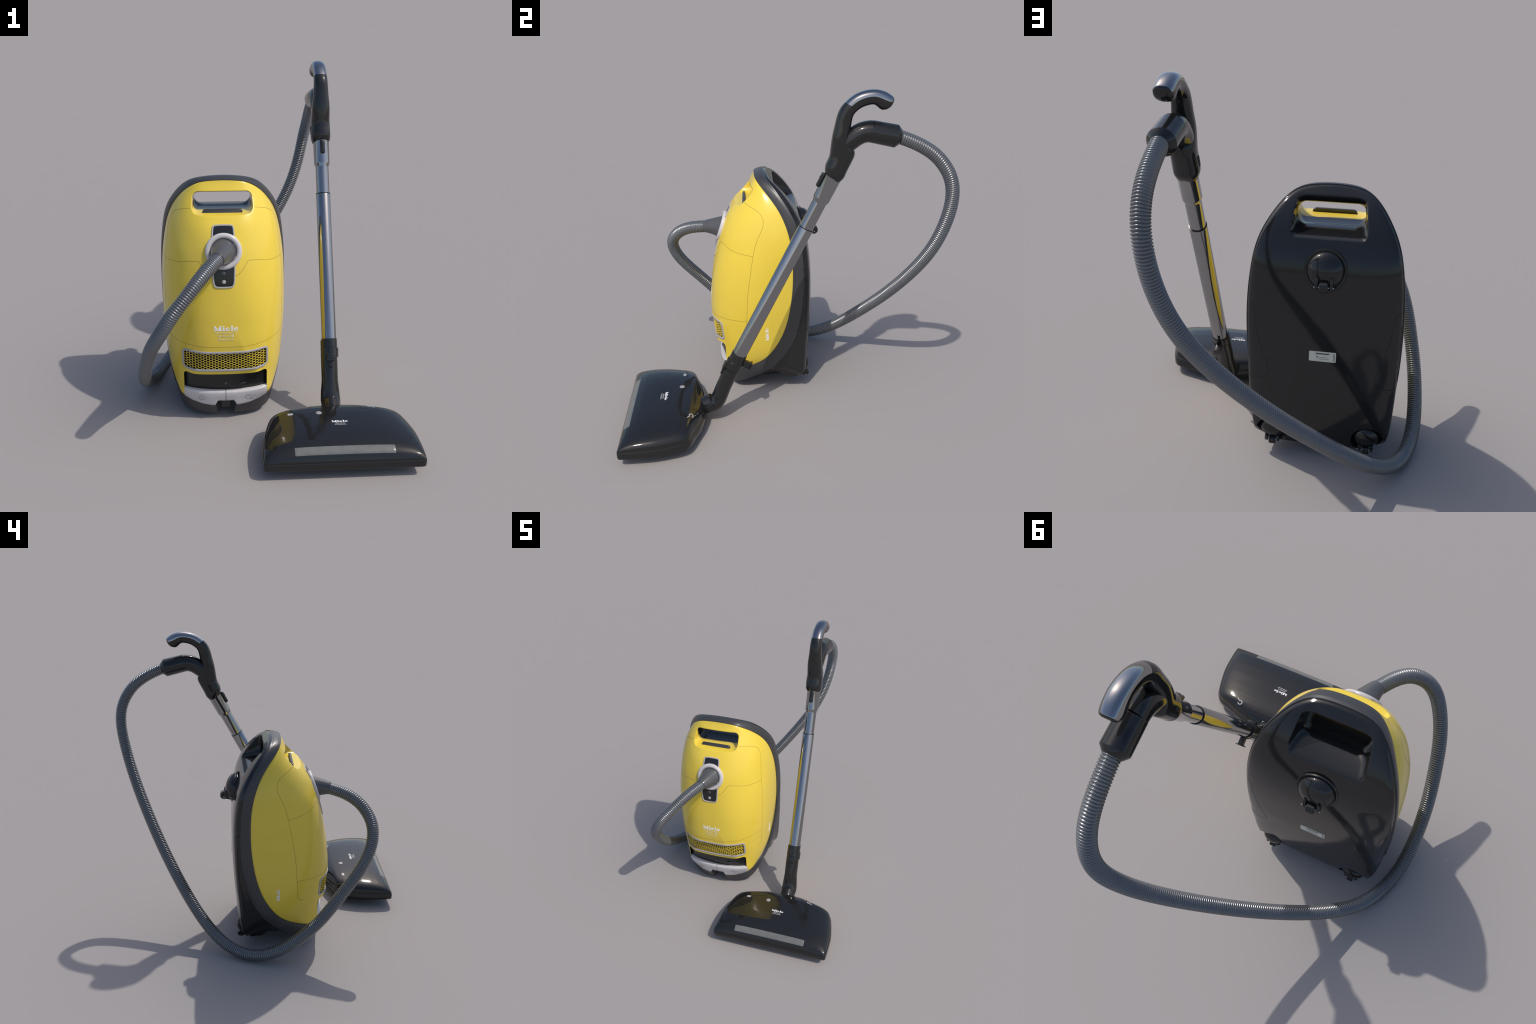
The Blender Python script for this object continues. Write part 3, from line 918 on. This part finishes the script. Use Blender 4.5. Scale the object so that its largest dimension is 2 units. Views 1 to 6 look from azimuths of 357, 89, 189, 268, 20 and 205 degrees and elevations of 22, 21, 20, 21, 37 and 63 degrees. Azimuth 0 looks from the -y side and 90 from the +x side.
# sliding button on the front of the telescopic tube
bc = W0 + WD * wz(1.468) - WN * .0535
rotW = Matrix((V((1, 0, 0)), -WN, WD)).transposed()
rbox("wand_button", (.030, .022, .085), bc, rotW, DARK, WAND, .0095, 5)
rbox("wand_button_ridge", (.024, .004, .003), bc - WN * .0115 + WD * .014, rotW, PIT, WAND, .001, 2)

# ================================================================== FLOOR HEAD
HX = 0.353
HALF = [(0, -.998), (.2, -.998), (.385, -.998), (.418, -.997), (.430, -.990), (.4335, -.972), (.4335, -.93), (.432, -.88), (.427, -.80), (.417, -.745), (.406, -.70), (.389, -.643), (.368, -.605),
        (.329, -.581), (.27, -.562), (.2, -.537), (.12, -.519), (.053, -.510), (0, -.508)]
hp_ = np.array(HALF); lf = hp_[1:-1][::-1].copy(); lf[:, 0] *= -1
OUT = cubic(np.vstack([hp_, lf]), 200, True, smooth=1)
HC = np.array([0.0, -.765])
def inset(P, d):
    t = np.roll(P, -1, 0) - np.roll(P, 1, 0)
    n = np.c_[-t[:, 1], t[:, 0]]; n /= np.linalg.norm(n, axis=1)[:, None]
    s = np.sign((n * (HC - P)).sum(1))[:, None]
    return P + n * s * d
def head_lower():
    rows = [(inset(OUT, .03), .055), (inset(OUT, .010), .055), (inset(OUT, .003), .058), (inset(OUT, 0), .064), (inset(OUT, .0005), .095), (inset(OUT, .003), .1005), (inset(OUT, .008), .1025), (inset(OUT, .03), .1025)]
    n = len(OUT); vs, fs = [], []
    for P, z in rows:
        vs.extend([(HX + x, y, z - (.012 * min(max((y + .99) / .45, 0), 1) if z < .07 else 0)) for x, y in P])
    for j in range(len(rows) - 1):
        for k in range(n):
            k2 = (k + 1) % n
            fs.append((j * n + k, j * n + k2, (j + 1) * n + k2, (j + 1) * n + k))
    fs.append(tuple(range(n)))
    fs.append(tuple(range((len(rows) - 1) * n, len(rows) * n)))
    return mk("head_base", vs, fs, BLACK, None, 35)
HZ0 = .104
UP = inset(OUT, .006)
# long profile (y, z) over the middle of the head and a rounded cross profile
TY = np.array([-.995, -.990, -.984, -.975, -.957, -.937, -.90, -.85, -.78, -.70, -.65, -.60, -.57, -.54, -.52, -.505])
TZ = np.array([.106, .120, .132, .145, .159, .1685, .179, .1855, .1885, .188, .186, .181, .173, .158, .138, .108])
_ty = np.linspace(-.995, -.505, 400); _tz = np.interp(_ty, TY, TZ)
for _ in range(30):
    _tz[1:-1] = .25 * _tz[:-2] + .5 * _tz[1:-1] + .25 * _tz[2:]
_r = UP[UP[:, 0] > 0]; _r = _r[np.argsort(_r[:, 1])]; _r = _r[_r[:, 1] > -.96]
half_width = lambda y: np.interp(y, _r[:, 1], _r[:, 0])
def top_z(x, y):
    u = np.clip(np.abs(x) / (half_width(y) + 1e-6), 0, 1)
    return HZ0 + (np.interp(y, _ty, _tz) - HZ0) * (1 - u ** 3.1) ** (1 / 3.1)
def head_upper():
    n = len(UP); vs, fs = [], []
    rows_ = [np.c_[UP, np.full(n, HZ0 - .004)], np.c_[UP, np.full(n, HZ0)]]
    N = 60
    for i in range(1, N):
        rho = math.cos(i / N * math.pi / 2) ** .8
        P = HC + (UP - HC) * rho
        rows_.append(np.c_[P, top_z(P[:, 0], P[:, 1])])
    for r in rows_:
        vs.extend([(HX + a, b, c) for a, b, c in r])
    vs.append((HX + HC[0], HC[1], float(top_z(HC[0], HC[1]))))
    for j in range(len(rows_) - 1):
        for k in range(n):
            k2 = (k + 1) % n
            fs.append((j * n + k, j * n + k2, (j + 1) * n + k2, (j + 1) * n + k))
    b0 = (len(rows_) - 1) * n
    for k in range(n):
        fs.append((b0 + k, b0 + (k + 1) % n, len(vs) - 1))
    fs.append(tuple(range(n)))
    return mk("floor_head", vs, fs, BLACK, ROOT, 40)
HEAD = head_upper()
hb = head_lower(); hb.parent = HEAD
hbvh = BVHTree.FromPolygons([v.co.copy() for v in HEAD.data.vertices], [tuple(p.vertices) for p in HEAD.data.polygons])
def on_head(x, y):
    h = hbvh.ray_cast(V((x, y, 2)), V((0, 0, -1)))
    return (h[0], h[1]) if h[0] else (V((x, y, .12)), V((0, 0, 1)))
for x, y, z in ((.353, -.747, .187), (.252, -.658, .184), (.092, -.653, .171), (.555, -.585, .162), (.623, -.936, .167), (.35, -.975, .14)):
    print("HEAD want %.3f got %.3f" % (z, on_head(x, y)[0].z))
# pale window strip near the front edge
def strip():
    vs, fs = [], []
    NX, NY = 60, 8
    for j in range(NY + 1):
        for i in range(NX + 1):
            x = .083 + (.622 - .083) * i / NX; y = -.936 - .043 * j / NY
            p, n = on_head(x, y)
            edge = i in (0, NX) or j in (0, NY)
            vs.append(p + n * (-.001 if edge else .0015))
    for j in range(NY):
        for i in range(NX):
            a = j * (NX + 1) + i
            fs.append((a, a + 1, a + NX + 2, a + NX + 1))
    return mk("window_strip", vs, fs, WINDOW, HEAD, 60)
strip()
w2, wf = slab_word(.088, .016)
laid("brand_lettering", w2, wf, lambda a, b: on_head(HX + .002 + a, -.747 + b), PRINT, HEAD)
for k, yy in enumerate((-.765, -.777)):
    v2, f = text_mesh("Electro" if k == 0 else "Premium", .013, .0004, 1.35)
    laid("model_lettering", v2, f, (lambda q: (lambda a, b: on_head(HX + .002 + a, q + b)))(yy), PRINTG, HEAD)
p, n = on_head(.252, -.658); revolve("indicator_light", [(.016, -.002), (.016, .001), (.013, .002), (0, .0022)], p, n, PRINTG, HEAD, 28)
patch("indicator_mark", rounded_rect(.030, .018, .004, 3, .092, -.653), MARK, HEAD, .0012, 6, on_head)
ribbon("release_symbol", [on_head(.555 + .014 * math.cos(math.radians(a)), -.585 + .011 * math.sin(math.radians(a))) for a in range(20, 300, 14)], .006, .0007, MARK, HEAD)
ribbon("release_symbol", [on_head(.560 + .004 * i, -.592 - .003 * i) for i in range(6)], .005, .0007, MARK, HEAD)
for sx in (-1, 1):
    X = lambda d: HX + sx * d
    seam("head_panel_seam", [on_head(x, y) for x, y in resample([(X(.366), -.657), (X(.30), -.648), (X(.155), -.620), (X(.148), -.613), (X(.135), -.56), (X(.12), -.515)], 50)], SEAMK, HEAD, .0028)
rbox("head_seal", (.70, .30, .03), (HX, -.80, .052), (0, 0, 0), DARK, HEAD, .008)

# neck from wand to head
npath = cubic([(WX, -.288, .443), (WX, -.330, .365), (WX, -.368, .290), (WX, -.402, .218), (WX, -.425, .165), (WX, -.452, .128), (WX, -.490, .110), (WX, -.54, .103)], 44)
nr = np.interp(np.linspace(0, 1, 44), [0, .25, .45, .6, .75, 1], [.0475, .0490, .0485, .0550, .0585, .0510])
nry = np.interp(np.linspace(0, 1, 44), [0, .25, .45, .6, .75, 1], [.0455, .0470, .0465, .0465, .0490, .0460])
NECK = sweep("head_neck", npath, nr, BLACK, HEAD, 40, ry=nry)
revolve("neck_collar", [(.040, .002), (.0465, .002), (.0465, -.05), (.0505, -.052), (.0525, -.055), (.0520, -.105), (.0480, -.110), (.040, -.110)], W0 + WD * .012, WD, BLACK, NECK, 48, 30, up=(1, 0, 0))
revolve("neck_swivel", [(.030, -.07), (.049, -.07), (.0505, -.06), (.0505, .028), (.046, .034), (.030, .036)], V((WX, -.497, .122)), V((0, .90, .42)), BLACK, NECK, 48, 35, up=(1, 0, 0))
# pedal-shaped latch on the front of the neck
rbox("neck_latch", (.046, .016, .05), W0 + WD * -.095 - WN * .050, rotW, BLACK, NECK, .006)
rbox("neck_latch_tip", (.024, .012, .05), W0 + WD * -.130 - WN * .046, rotW, BLACK, NECK, .005)
# parking hook on the back of the collar
hook = W0 + WD * -.035 + WN * .068
rbox("parking_hook", (.030, .052, .040), hook, Matrix((V((1, 0, 0)), WN, WD)).transposed(), DARK, NECK, .003)
rbox("parking_hook_flange", (.052, .006, .046), hook + WN * .026, Matrix((V((1, 0, 0)), WN, WD)).transposed(), DARK, NECK, .002)
